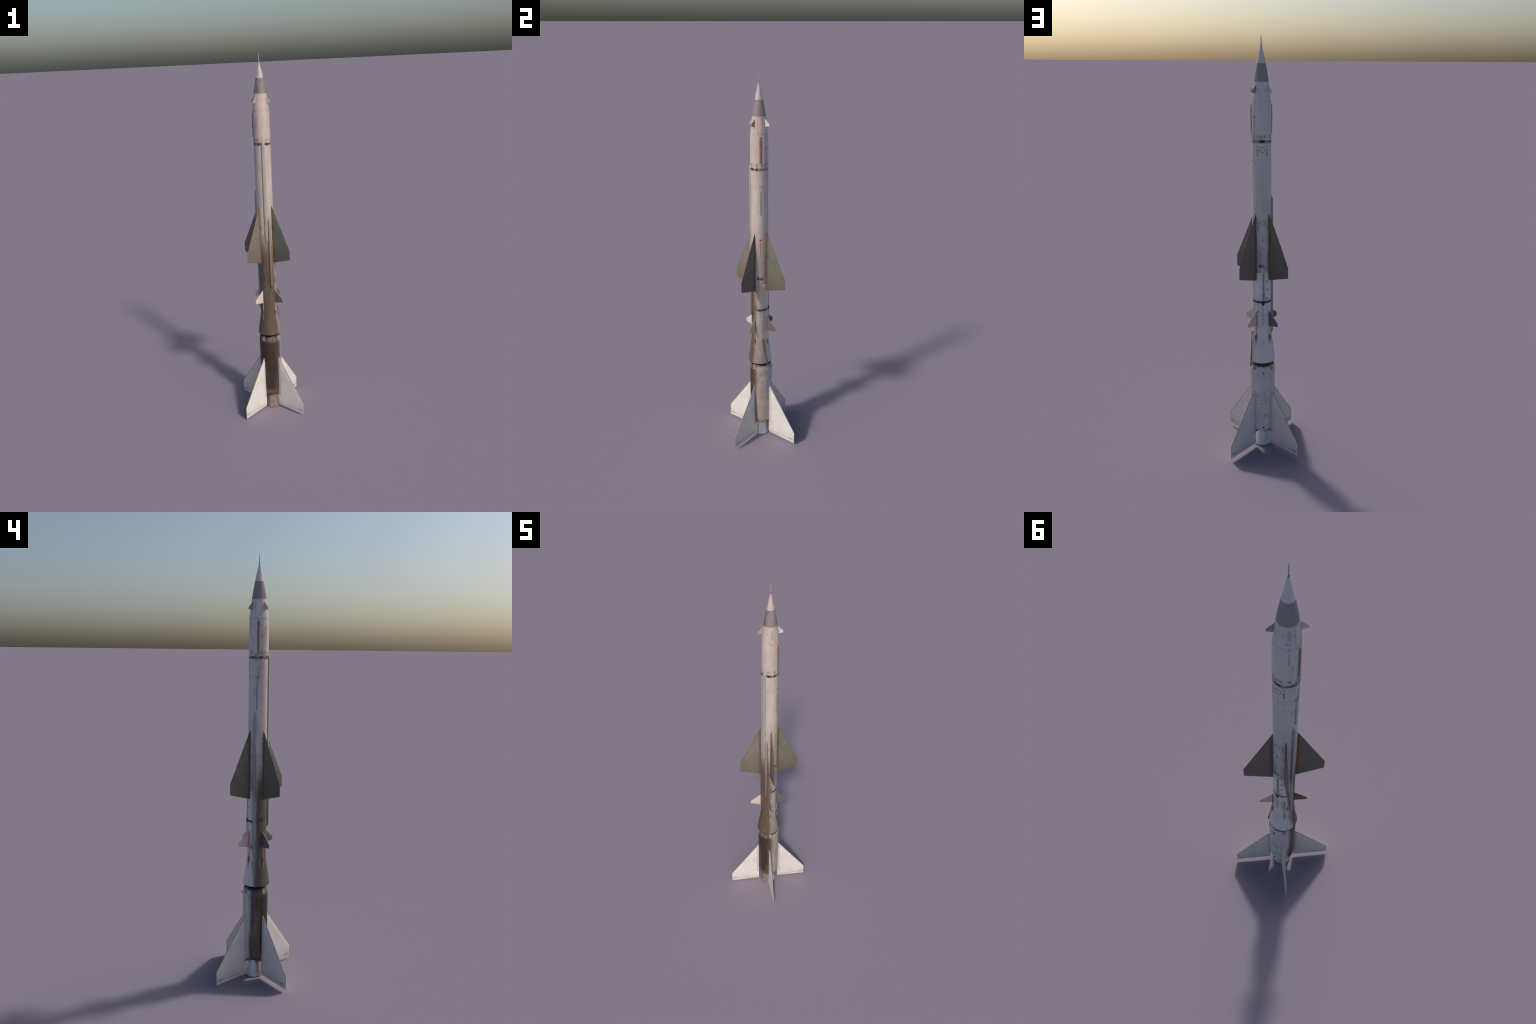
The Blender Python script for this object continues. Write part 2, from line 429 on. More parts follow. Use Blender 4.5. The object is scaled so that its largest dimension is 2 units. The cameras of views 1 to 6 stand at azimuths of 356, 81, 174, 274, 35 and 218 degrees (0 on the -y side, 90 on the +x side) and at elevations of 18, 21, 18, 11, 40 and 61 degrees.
def make_duct(name, base, low, zlo, zhi, seed, brown=0.6):
    m = Mat(name, 0.5)
    c = weathered(m, base, 0.8, seed)
    c = m.mix(c, low, m.mul(m.step(m.math('ADD', m.z, m.mul(m.noise(18, 4), 0.08)), zlo, zhi, 1.0, 0.0), brown))
    st = m.mul(m.step(m.noise(70, 4, 0.6, (1, 1, 0.2)), 0.60, 0.70), 0.6)
    c = m.mix(c, (0.09, 0.075, 0.06), st)
    m.color(c)
    return m.m


M['duct_a'] = make_duct('duct_sage', (0.345, 0.340, 0.300), (0.26, 0.25, 0.215), 1.0, 1.25, 21)
M['duct_b'] = make_duct('duct_brown', (0.27, 0.235, 0.20), (0.155, 0.115, 0.085), 0.85, 1.10, 22, 0.8)
M['duct_c'] = make_duct('duct_grey', (0.36, 0.345, 0.335), (0.27, 0.245, 0.225), 0.60, 0.95, 23)

# ------------------------------------------------------------------ mesh helpers
ROOT = bpy.data.objects.new('missile', None)
scene.collection.objects.link(ROOT)
ROOT['label'] = 'tall weathered two-stage missile with cruciform wings, standing on fins'
ROOT['category'] = 'missile'
ROOT.empty_display_size = 0.1


def obj(name, mesh, parent=ROOT, mat=None, stuff=False):
    o = bpy.data.objects.new(name, mesh)
    scene.collection.objects.link(o)
    o.parent = parent
    for k in (mat if isinstance(mat, (list, tuple)) else [mat]):
        if k is not None and k.name not in [s.name for s in mesh.materials if s]:
            mesh.materials.append(k)
    if stuff:
        o['kind'] = 'stuff'
    return o


def mesh_from(name, verts, faces, smooth=None, mats=None):
    me = bpy.data.meshes.new(name)
    me.from_pydata(verts, [], faces)
    bm = bmesh.new(); bm.from_mesh(me)
    bmesh.ops.recalc_face_normals(bm, faces=bm.faces)
    bm.to_mesh(me); bm.free()
    if smooth is not None:
        me.shade_smooth()
        me.set_sharp_from_angle(angle=radians(smooth))
    return me


def revolve(name, prof, cy=0.0, seg=96, smooth=32):
    """closed solid of revolution from (r, z) points listed from top to bottom"""
    v, f, rings = [], [], []
    for r, z in prof:
        if r < 1e-6:
            rings.append([len(v)]); v.append((0, cy, z))
        else:
            rings.append(list(range(len(v), len(v) + seg)))
            v += [(r * sin(2 * pi * i / seg), cy - r * cos(2 * pi * i / seg), z) for i in range(seg)]
    for a, b in zip(rings, rings[1:]):
        for i in range(seg):
            j = (i + 1) % seg
            if len(a) == 1 and len(b) == 1:
                continue
            if len(a) == 1:
                f.append((a[0], b[j], b[i]))
            elif len(b) == 1:
                f.append((a[i], a[j], b[0]))
            else:
                f.append((a[i], a[j], b[j], b[i]))
    return mesh_from(name, v, f, smooth)


def capped(prof):
    return [(0, prof[0][1])] + list(prof) + [(0, prof[-1][1])]


def fine(prof, step=0.02):
    """adds rings along long straight runs of a profile"""
    out = [prof[0]]
    for (r0, z0), (r1, z1) in zip(prof, prof[1:]):
        k = max(1, int(abs(z1 - z0) / step))
        out += [(r0 + (r1 - r0) * i / k, z0 + (z1 - z0) * i / k) for i in range(1, k + 1)]
    return out


# profile of the sustainer, (z, radius), top to bottom
SUS = [(1.9605, 0.0020), (1.9400, 0.0066), (1.9100, 0.0134), (1.8790, 0.0201), (1.8400, 0.0273), (1.8030, 0.0334), (1.7850, 0.0360),
       (1.7650, 0.0386), (1.7400, 0.0414), (1.7200, 0.0432), (1.7000, 0.0442), (1.6700, 0.0448), (1.5570, 0.0449), (1.5540, 0.0445),
       (1.2500, 0.0444), (0.9360, 0.0445), (0.9340, 0.0450), (0.6080, 0.0452)]


def sus_r(z):
    for (z0, r0), (z1, r1) in zip(SUS, SUS[1:]):
        if z1 <= z <= z0:
            return r0 + (r1 - r0) * (z0 - z) / (z0 - z1)
    return SUS[0][1] if z > SUS[0][0] else SUS[-1][1]


def section(ztop, zbot):
    pts = [(sus_r(ztop), ztop)] + [(r, z) for z, r in SUS if zbot < z < ztop] + [(sus_r(zbot), zbot)]
    return pts


# ------------------------------------------------------------------ bodies
obj('nose_probe', revolve('nose_probe', capped([(0.0003, 2.0), (0.0010, 1.9930), (0.0017, 1.9830), (0.0020, 1.9700), (0.0021, 1.9560)]), SUS_Y, 24), mat=M['probe'])
obj('nose_tip', revolve('nose_tip', capped(fine(section(1.9605, 1.8792))), SUS_Y), mat=M['nose'])
obj('radome', revolve('radome', capped(fine(section(1.8790, 1.8032))), SUS_Y), mat=M['radome'])
FORWARD = obj('forward_body', revolve('forward_body', capped(fine(section(1.8030, 1.5562)) + [(0.0436, 1.5550)]), SUS_Y), mat=M['forward'])
MID = obj('mid_body', revolve('mid_body', capped([(0.0436, 1.5552), (0.0445, 1.5540)] + fine([(0.0444, 1.2500), (0.0445, 0.9362)])), SUS_Y), mat=M['mid'])
AFT = obj('aft_body', revolve('aft_body', capped(fine([(0.0444, 0.9360), (0.0450, 0.9340), (0.0451, 0.7960)]) + [(0.0447, 0.7945), (0.0447, 0.7828), (0.0451, 0.7815)]
                                                + fine([(0.0451, 0.78), (0.0452, 0.6082)])), SUS_Y), mat=M['aft'])
SKIRT = obj('interstage_skirt', revolve('interstage_skirt', [(0, 0.6080), (0.0450, 0.6080), (0.0453, 0.6070)] + fine([(0.0456, 0.604), (0.0634, 0.4790)]) +
            [(0.0639, 0.4760), (0.0634, 0.4745), (0.0612, 0.4750), (0.0420, 0.5600), (0, 0.5600)], SUS_Y), mat=[M['skirt']])
obj('interstage_plug', revolve('interstage_plug', capped([(0.0400, 0.5590), (0.0400, 0.5000), (0.0400, 0.4560)]), -0.002, 64), mat=M['dark'])
BOOST = obj('booster_casing', revolve('booster_casing', [(0, 0.4640), (0.0420, 0.4640), (0.0470, 0.4622), (0.0520, 0.4580), (0.0560, 0.4510), (0.0588, 0.4420), (0.0602, 0.4310),
            (0.0606, 0.4200)] + fine([(0.0606, 0.4180), (0.0606, 0.1290)]) + [(0.0600, 0.1150), (0.0586, 0.1030), (0.0570, 0.0970), (0.0530, 0.0962), (0, 0.0962)]), mat=M['booster'])
obj('nozzle', revolve('nozzle', [(0, 0.0830), (0.0285, 0.0830), (0.0305, 0.0800)] + fine([(0.0312, 0.0770), (0.0380, 0.0370), (0.0445, 0.0)], 0.01) +
    [(0.0432, 0.0), (0.0370, 0.0360), (0.0295, 0.0720), (0.012, 0.076), (0, 0.076)]), mat=M['nozzle'])
obj('nozzle_collar', revolve('nozzle_collar', capped([(0.0440, 0.0970), (0.0440, 0.0900), (0.0400, 0.0850), (0.0320, 0.0815)])), mat=M['dark'])


# ------------------------------------------------------------------ wings and fins
def inset(poly, d):
    """inward offset of a convex polygon given clockwise (x, z)"""
    n, lines = len(poly), []
    cx = sum(p[0] for p in poly) / n; cz = sum(p[1] for p in poly) / n
    for i in range(n):
        (x0, z0), (x1, z1) = poly[i], poly[(i + 1) % n]
        nx, nz = z1 - z0, x0 - x1
        L = sqrt(nx * nx + nz * nz); nx /= L; nz /= L
        if nx * (cx - x0) + nz * (cz - z0) < 0:
            nx, nz = -nx, -nz
        dd = d[i]
        lines.append((nx, nz, nx * (x0 + nx * dd) + nz * (z0 + nz * dd)))
    out = []
    for i in range(n):
        a, b, c = lines[i - 1]; p, q, r = lines[i]
        det = a * q - b * p
        out.append(((c * q - b * r) / det, (a * r - c * p) / det))
    return out


def plate(name, poly, root_thick, tip_thick, edge, bevel, mats, rings=5):
    """lens-section plate, thick at the root and thin at the tip: faces on +y take slot 0, on -y slot 1"""
    n = len(poly)
    x0, x1 = min(p[0] for p in poly), max(p[0] for p in poly)
    loops = [inset(poly, [b * k / (rings - 1) for b in bevel]) for k in range(rings)]
    v = []
    for s in (1, -1):
        for k, loop in enumerate(loops):
            t = 1 - (1 - k / (rings - 1)) ** 1.7
            for x, z in loop:
                full = root_thick + (tip_thick - root_thick) * min(1, max(0, (x - x0) / (x1 - x0)))
                v.append((x, s * (edge + (full - edge) * t) / 2, z))
    f, side, N = [], [], n * rings
    for s in (0, 1):
        o = s * N
        f.append(tuple(o + (rings - 1) * n + i for i in range(n))); side.append(s)
        for k in range(rings - 1):
            for i in range(n - 1):                      # the root edge itself has no bevel
                f.append((o + k * n + i, o + k * n + i + 1, o + (k + 1) * n + i + 1, o + (k + 1) * n + i)); side.append(s)
    for i in range(n - 1):
        f.append((i, i + 1, N + i + 1, N + i)); side.append(0)
    top = [k * n for k in range(rings)]; bot = [k * n + n - 1 for k in range(rings)]
    f.append(tuple(top + bot[::-1] + [N + q for q in bot] + [N + q for q in top[::-1]])); side.append(0)
    me = bpy.data.meshes.new(name)
    me.from_pydata(v, [], f)
    for m in mats:
        me.materials.append(m)
    for p, s in zip(me.polygons, side):
        p.material_index = min(s, len(mats) - 1)
    bm = bmesh.new(); bm.from_mesh(me)
    bmesh.ops.recalc_face_normals(bm, faces=bm.faces)
    bm.to_mesh(me); bm.free()
    me.shade_smooth()
    me.set_sharp_from_angle(angle=radians(28))
    return me


def cruciform(name, mesh, cy, tilt=(0, 0, 0, 0), pivot=0.0):
    """four copies in an X; local x points outwards; slot 0 = counter-clockwise face"""
    out = []
    for k in range(4):
        ang = radians(45 + 90 * k)          # mathematical angle from +x
        o = obj(name, mesh)
        o.location = (pivot * cos(ang), cy + pivot * sin(ang), 0)
        o.rotation_euler = (0, 0, ang + radians(tilt[k]))
        out.append(o)
    return out


WINGS = cruciform('wing', plate('wing', WING, 0.0064, 0.0028, 0.0012, (0.010, 0.006, 0.012, 0.0), (M['wing_b'], M['wing_a'])), -0.0015)
BFINS = cruciform('booster_fin', plate('booster_fin', BFIN, 0.0115, 0.0030, 0.0014, (0.019, 0.010, 0.020, 0.0), (M['bfin'],)), 0.0, (-1.1, -1.2, -1.1, -1.2))
for w, shift in zip(WINGS, (-0.0015, -0.0015, 0.0015, 0.0015)):
    w.location.x += shift * cos(w.rotation_euler.z); w.location.y += shift * sin(w.rotation_euler.z)
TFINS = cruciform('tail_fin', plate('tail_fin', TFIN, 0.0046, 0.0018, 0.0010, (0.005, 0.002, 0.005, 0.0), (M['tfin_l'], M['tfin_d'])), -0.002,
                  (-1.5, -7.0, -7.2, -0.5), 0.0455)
NFINS = cruciform('canard', plate('canard', NFIN, 0.0040, 0.0014, 0.0009, (0.0035, 0.0015, 0.003, 0.0), (M['nfin_b'], M['nfin_p'])), SUS_Y)


# ------------------------------------------------------------------ small solids
def box(verts8):
    return [tuple(v) for v in verts8], [(0, 1, 2, 3), (7, 6, 5, 4), (0, 4, 5, 1), (1, 5, 6, 2), (2, 6, 7, 3), (3, 7, 4, 0)]


def tube(name, pts, rad, seg=12, smooth=40):
    """round bar through the points with one radius per point"""
    from mathutils import Vector
    P = [Vector(p) for p in pts]
    v, f = [], []
    up = Vector((0.31, 0.77, 0.2)).normalized()
    for i, p in enumerate(P):
        t = (P[min(i + 1, len(P) - 1)] - P[max(i - 1, 0)]).normalized()
        a = t.cross(up).normalized(); b = t.cross(a)
        v += [tuple(p + (a * cos(2 * pi * k / seg) + b * sin(2 * pi * k / seg)) * rad[i]) for k in range(seg)]
    for i in range(len(P) - 1):
        for k in range(seg):
            j = (k + 1) % seg
            f.append((i * seg + k, i * seg + j, (i + 1) * seg + j, (i + 1) * seg + k))
    f.append(tuple(range(seg))); f.append(tuple((len(P) - 1) * seg + k for k in range(seg)))
    return mesh_from(name, v, f, smooth)


def polar(az, r, z, cy=SUS_Y):
    return (r * sin(radians(az)), cy - r * cos(radians(az)), z)


def duct(name, az, stations, mat, parent=ROOT):
    """fairing along the body: stations (z, width, height); rounded-box section"""
    v, f = [], []
    shape = [(-0.5, -0.8), (-0.5, 0.55), (-0.42, 0.85), (-0.25, 1.0), (0, 1.04), (0.25, 1.0), (0.42, 0.85), (0.5, 0.55), (0.5, -0.8)]
    n = len(shape)
    a = radians(az)
    for z, w, h in stations:
        R = sus_r(z)
        for u, q in shape:
            side, out = u * w, R + (q * h if q > 0 else -0.006)
            v.append((out * sin(a) + side * cos(a), SUS_Y - out * cos(a) + side * sin(a), z))
    for i in range(len(stations) - 1):
        for k in range(n):
            j = (k + 1) % n
            f.append((i * n + k, i * n + j, (i + 1) * n + j, (i + 1) * n + k))
    f.append(tuple(range(n))); f.append(tuple((len(stations) - 1) * n + k for k in range(n)))
    return obj(name, mesh_from(name, v, f, 40), parent, mat)


duct('cable_duct', -1.0, [(1.5660, 0.004, 0.0010), (1.5610, 0.0105, 0.0040), (1.5520, 0.0160, 0.0060), (1.5400, 0.0172, 0.0064), (1.30, 0.0172, 0.0064), (1.06, 0.0172, 0.0064),
                            (1.035, 0.0150, 0.0060), (1.018, 0.0090, 0.0042), (1.008, 0.0025, 0.0010)], M['duct_a'])
duct('cable_duct', 18.6, [(1.1560, 0.0020, 0.0008), (1.1450, 0.0070, 0.0055), (1.1300, 0.0125, 0.0105), (1.10, 0.0135, 0.0114), (0.94, 0.0135, 0.0114), (0.79, 0.0135, 0.0112),
                            (0.770, 0.0132, 0.0110), (0.7620, 0.0115, 0.0098), (0.7570, 0.0070, 0.0060)], M['duct_b'])
duct('cable_duct', -103.3, [(1.3060, 0.0014, 0.0008), (1.2960, 0.0055, 0.0040), (1.2820, 0.0105, 0.0080), (1.26, 0.0115, 0.0086), (0.94, 0.0115, 0.0084), (0.79, 0.0120, 0.0084), (0.66, 0.0125, 0.0086),
                              (0.640, 0.0122, 0.0086), (0.625, 0.0100, 0.0062), (0.612, 0.0060, 0.0025)], M['duct_c'])
# conduit on the upper side: grey strip, dark clamp, white box and thin pipe
C1 = duct('conduit', 184.5, [(0.9330, 0.0055, 0.0022), (0.9250, 0.0078, 0.0030), (0.8380, 0.0078, 0.0030), (0.8360, 0.0135, 0.0032), (0.8300, 0.0125, 0.0034), (0.8080, 0.0076, 0.0036), (0.7960, 0.0078, 0.0042)], M['conduit'])
duct('conduit_clamp', 182, [(0.7965, 0.0120, 0.0046), (0.7930, 0.0135, 0.0055), (0.7800, 0.0130, 0.0055), (0.7740, 0.0060, 0.0040)], M['dark'], C1)
duct('conduit_box', 180, [(0.7760, 0.0080, 0.0040), (0.7735, 0.0088, 0.0050), (0.7510, 0.0088, 0.0050), (0.7485, 0.0080, 0.0040)], M['conduit_w'], C1)
duct('conduit_pipe', 180, [(0.7500, 0.0042, 0.0048), (0.7000, 0.0042, 0.0046), (0.6660, 0.0042, 0.0040), (0.6610, 0.0036, 0.0020)], M['conduit_w'], C1)

# side strakes with an orange centre strip
for az in (90.0, -88.5):
    s = duct('strake', az, [(1.7095, 0.0085, 0.0018), (1.7080, 0.0095, 0.0027), (1.70, 0.0095, 0.0027), (1.67, 0.0095, 0.0027), (1.64, 0.0095, 0.0027), (1.60, 0.0095, 0.0027), (1.5825, 0.0095, 0.0027), (1.5815, 0.0085, 0.0018)], M['strake'])
    v, f = [], []
    a = radians(az)
    for z in (1.6965, 1.6165):
        for side, out in ((-0.0028, 0.0440), (-0.0028, 0.04800), (0.0028, 0.04800), (0.0028, 0.0440)):
            v.append((out * sin(a) + side * cos(a), SUS_Y - out * cos(a) + side * sin(a), z))
    f = [(0, 1, 5, 4), (1, 2, 6, 5), (2, 3, 7, 6), (3, 0, 4, 7), (0, 1, 2, 3), (4, 5, 6, 7)]
    obj('strake_inlay', mesh_from('strake_inlay', v, f), s, M['orange'])

# diagonal strut over the skirt
rod_top, rod_bot = (0.0502, 0.0006, 0.6185), (0.0590, 0.0262, 0.4680)


def along(a, b, t):
    return tuple(a[i] + (b[i] - a[i]) * t for i in range(3))


STRUT = obj('strut', tube('strut', [along(rod_top, rod_bot, t) for t in (0.04, 0.3, 0.32, 0.36, 0.38, 0.98)], [0.0017, 0.0017, 0.0024, 0.0024, 0.0017, 0.0017]), mat=M['rod'])
obj('strut_end', tube('strut_end', [along(rod_top, rod_bot, t) for t in (-0.035, -0.02, 0.03, 0.05, 0.09)], [0.0020, 0.0034, 0.0034, 0.0022, 0.0020]), STRUT, M['brass'])
obj('strut_end', tube('strut_end', [along(rod_top, rod_bot, t) for t in (0.96, 0.98, 1.03, 1.07, 1.11, 1.14)], [0.0018, 0.0026, 0.0026, 0.0034, 0.0034, 0.0020]), STRUT, M['brass'])
obj('strut_foot', tube('strut_foot', [polar(95, 0.043, 0.6185), polar(95, 0.0520, 0.6185)], [0.0024, 0.0024]), STRUT, M['dark'])

# linkage behind each tail fin: bright push rod, rusty clevis, spike
link = tube('push_rod', [(0, 0, 0.6640), (0, 0, 0.6600), (0, 0, 0.6590), (0.001, 0, 0.6170), (0.001, 0, 0.6150)], [0.0022, 0.0028, 0.0022, 0.0022, 0.0012], 14)
clev_v, clev_f = [], []
for (x0, x1, y0, y1, z0, z1) in ((-0.002, 0.0042, -0.0030, -0.0010, 0.584, 0.6130), (-0.002, 0.0042, 0.0010, 0.0030, 0.584, 0.6130), (-0.0025, 0.0045, -0.0034, 0.0034, 0.6100, 0.6150), (-0.001, 0.0036, -0.0010, 0.0010, 0.578, 0.6000)):
    o = len(clev_v)
    b, q = box([(x0, y0, z0), (x1, y0, z0), (x1, y1, z0), (x0, y1, z0), (x0, y0, z1), (x1, y0, z1), (x1, y1, z1), (x0, y1, z1)])
    clev_v += b; clev_f += [tuple(o + i for i in t) for t in q]
clevis = mesh_from('clevis', clev_v, clev_f)
spike_v = [(0.0, -0.0014, 0.588), (0.0, 0.0014, 0.588), (0.0052, 0.0014, 0.588), (0.0052, -0.0014, 0.588), (0.0052, -0.0003, 0.5615), (0.0052, 0.0003, 0.5615), (0.0068, 0.0003, 0.5600), (0.0068, -0.0003, 0.5600)]
spike = mesh_from('clevis_spike', spike_v, [(0, 1, 2, 3), (4, 5, 6, 7), (0, 1, 5, 4), (1, 2, 6, 5), (2, 3, 7, 6), (3, 0, 4, 7)])
for k in range(4):
    ang = radians(45 + 90 * k)
    loc = (0.0465 * cos(ang), SUS_Y + 0.0015 + 0.0465 * sin(ang), 0)
    p = obj('push_rod', link, mat=M['steel'])
    p.location = loc; p.rotation_euler = (0, 0, ang)
    for nm, me, mt in (('clevis', clevis, M['brass']), ('clevis_spike', spike, M['steel'])):
        obj(nm, me, p, mt)

# wedge brackets and stubs between the skirt and the booster
brk = mesh_from('coupling_bracket', [(0.0440, -0.0058, 0.4640), (0.0440, 0.0058, 0.4640), (0.0440, 0.0084, 0.4330), (0.0440, -0.0084, 0.4330),
                                     (0.0590, -0.0058, 0.4600), (0.0590, 0.0058, 0.4600), (0.0624, 0.0084, 0.4340), (0.0624, -0.0084, 0.4340)],
                [(0, 1, 2, 3), (7, 6, 5, 4), (0, 4, 5, 1), (1, 5, 6, 2), (2, 6, 7, 3), (3, 7, 4, 0)])
stub = tube('coupling_stub', [(0.0530, 0, 0.4850), (0.0535, 0, 0.4700), (0.0535, 0, 0.4580)], [0.0040, 0.0046, 0.0046], 12)
for k in range(4):
    ang = radians(45 + 90 * k)
    b = obj('coupling_bracket', brk, mat=M['bracket'])
    b.rotation_euler = (0, 0, ang)
    obj('coupling_stub', stub, b, M['dark'])

# suspension lugs on the upper side of the booster
for z in (0.4225, 0.1170):
    obj('suspension_lug', tube('suspension_lug', [(0, 0.0580, z), (0, 0.0635, z), (0, 0.0645, z), (0, 0.0672, z), (0, 0.0678, z)], [0.0022, 0.0022, 0.0030, 0.0030, 0.0020], 14), mat=M['dark'])

# fin feet and struts around the nozzle
foot = mesh_from('fin_foot', *box([(0.036, -0.003, 0.0800), (0.062, -0.003, 0.0800), (0.062, 0.003, 0.0800), (0.036, 0.003, 0.0800),
                                   (0.036, -0.003, 0.0990), (0.062, -0.003, 0.0990), (0.062, 0.003, 0.0990), (0.036, 0.003, 0.0990)]))
for k in range(4):
    o = obj('fin_foot', foot, mat=M['dark'])
    o.rotation_euler = (0, 0, radians(45 + 90 * k))
ringv = tube('fin_bolt', [(0.050, -0.0060, 0.0880), (0.050, 0.0060, 0.0880)], [0.0026, 0.0026], 10)
for k in range(4):
    o = obj('fin_bolt', ringv, mat=M['steel'])
    o.rotation_euler = (0, 0, radians(45 + 90 * k))

# hoop-like root bolts: paired black ticks beside the wing roots
TICK_T = 0.00035


# ------------------------------------------------------------------ markings that hug the body
class Decal:
    def __init__(self, rfun=sus_r, cy=SUS_Y, lift=0.00035):
        self.v, self.f, self.rf, self.cy, self.lift = [], [], rfun, cy, lift

    def pt(self, s, z, off, az0):
        R = self.rf(z)
        a = radians(az0) + s / R
        return ((R + off) * sin(a), self.cy - (R + off) * cos(a), z)

    def patch(self, az0, s0, s1, z0, z1, nz=1):
        """curved bar: s along the girth (m), z along the body, centred on azimuth az0"""
        ns = max(1, int(abs(s1 - s0) / 0.0025))
        nz = max(nz, int(abs(z1 - z0) / 0.01))
        o = len(self.v)
        for off in (self.lift, -0.0004):
            for j in range(nz + 1):
                for i in range(ns + 1):
                    self.v.append(self.pt(s0 + (s1 - s0) * i / ns, z0 + (z1 - z0) * j / nz, off, az0))
        N = (ns + 1) * (nz + 1)
        q = lambda i, j, l=0: o + l * N + j * (ns + 1) + i
        for j in range(nz):
            for i in range(ns):
                self.f.append((q(i, j), q(i + 1, j), q(i + 1, j + 1), q(i, j + 1)))
        for i in range(ns):
            self.f.append((q(i, 0), q(i + 1, 0), q(i + 1, 0, 1), q(i, 0, 1)))
            self.f.append((q(i, nz), q(i + 1, nz), q(i + 1, nz, 1), q(i, nz, 1)))
        for j in range(nz):
            self.f.append((q(0, j), q(0, j + 1), q(0, j + 1, 1), q(0, j, 1)))
            self.f.append((q(ns, j), q(ns, j + 1), q(ns, j + 1, 1), q(ns, j, 1)))

    def tri(self, az0, s, z, half):
        """solid triangle pointing along +s"""
        o = len(self.v)
        n = 4
        for i in range(n + 1):
            t = i / n
            for off in (self.lift, -0.0004):
                self.v.append(self.pt(s - half + 2 * half * t, z - half * (1 - t), off, az0))
                self.v.append(self.pt(s - half + 2 * half * t, z + half * (1 - t), off, az0))
        for i in range(n):
            a = o + 4 * i
            self.f += [(a, a + 1, a + 5, a + 4), (a, a + 4, a + 6, a + 2), (a + 1, a + 3, a + 7, a + 5)]

    def circle(self, az0, z, rad, w, seg=40):
        o = len(self.v)
        for i in range(seg):
            t = 2 * pi * i / seg
            for rr, off in ((rad - w / 2, self.lift), (rad + w / 2, self.lift), (rad + w / 2, -0.0004), (rad - w / 2, -0.0004)):
                self.v.append(self.pt(rr * cos(t), z + rr * sin(t), off, az0))
        for i in range(seg):
            a, b = o + 4 * i, o + 4 * ((i + 1) % seg)
            self.f += [(a, a + 1, b + 1, b), (a + 1, a + 2, b + 2, b + 1), (a + 3, a, b, b + 3)]

    def text(self, s, az0, z, height, length, updir=1, s_off=0.0):
        """lettering that runs along the body; updir +1 reads upwards, -1 downwards; z is where it starts"""
        cu = bpy.data.curves.new('lettering', 'FONT')
        cu.body = s; cu.size = 1.0; cu.resolution_u = 2; cu.offset = 0.018
        ob = bpy.data.objects.new('lettering', cu)
        scene.collection.objects.link(ob)
        dg = bpy.context.evaluated_depsgraph_get(); dg.update()
        me = ob.evaluated_get(dg).to_mesh()
        P = [v.co.copy() for v in me.vertices]
        F = [tuple(p.vertices) for p in me.polygons]
        ob.evaluated_get(dg).to_mesh_clear()
        bpy.data.objects.remove(ob); bpy.data.curves.remove(cu)
        if not P:
            return
        x0, x1 = min(p.x for p in P), max(p.x for p in P)
        y0, y1 = min(p.y for p in P), max(p.y for p in P)
        o = len(self.v)
        for p in P:
            t = (p.x - x0) / (x1 - x0) * length
            h = ((p.y - y0) / (y1 - y0) - 0.5) * height
            # upward text: letter tops point to -s seen from outside
            self.v.append(self.pt(s_off - updir * h, z + updir * t, self.lift, az0))
        self.f += [tuple(o + i for i in q) for q in F]

    def make(self, name, parent, mat, stuff=False):
        me = bpy.data.meshes.new(name)
        me.from_pydata(self.v, [], self.f)
        bm = bmesh.new(); bm.from_mesh(me)
        bmesh.ops.recalc_face_normals(bm, faces=bm.faces)
        bm.to_mesh(me); bm.free()
        return obj(name, me, parent, mat, stuff)


def dash_ring(d, z, arc, dash, gap, w=0.0009):
    """dashes along the girth between two azimuths"""
    R = d.rf(z)
    s, end = 0.0, radians(arc[1] - arc[0]) * R
    while s + dash * 0.5 < end:
        if random.random() > 0.10:
            d.patch(arc[0], s, min(s + dash, end), z - w / 2, z + w / 2)
        s += dash + gap


def dash_box(d, az, half_s, z0, z1, dash, gap, w):
    for s in (-half_s, half_s):
        z = z0
        while z < z1 - dash * 0.3:
            d.patch(az, s - w / 2, s + w / 2, z, min(z + dash, z1))
            z += dash + gap
    for z in (z0, z1):
        s = -half_s
        while s < half_s - dash * 0.3:
            d.patch(az, s, min(s + dash, half_s), z - w / 2, z + w / 2)
            s += dash + gap


# rivet-line dashes of the forward section
d = Decal()
for z in (1.7240, 1.7165):
    dash_ring(d, z, (-180, 180), 0.0042, 0.0026, 0.0007)
for z in (1.5795, 1.5725, 1.5655):
    dash_ring(d, z, (30, 325), 0.0036, 0.0030, 0.0006)
for az in (78, 86, 95, 103, -80, -88, -97, -105):
    d.patch(az, -0.0016, 0.0016, 1.7195, 1.7205)
    d.patch(az + 3, -0.0004, 0.0004, 1.7180, 1.7225)
for az, z in ((214, 1.742), (228, 1.741)):
    for s in (-0.0022, 0.0018):
        d.patch(az, s, s + 0.0006, z - 0.003, z + 0.003)
    for q in (-0.003, 0.0026):
        d.patch(az, -0.0022, 0.0022, z + q, z + q + 0.0006)
d.patch(172, -0.0005, 0.0003, 1.742, 1.750)
d.make('stencil_dashes', FORWARD, M['greymark'], True)

d = Decal()
for az in (88.0, -89.5):
    dash_box(d, az, 0.0125, 1.7310, 1.7985, 0.0052, 0.0022, 0.0011)
    d.text('3', az, 1.738, 0.0035, 0.004, 1, 0.0025)
    d.text('3', az, 1.789, 0.0035, 0.004, 1, 0.0025)
d.make('hatch_outline', FORWARD, M['red'])

d = Decal()
d.tri(133, 0.0, 1.6532, 0.0058)
d.text('НЕ БРАТЬСЯ', 130, 1.640, 0.0042, 0.075, -1)
d.text('1', 130, 1.665, 0.003, 0.004, -1, -0.001)
d.make('warning_lettering', FORWARD, M['red'])

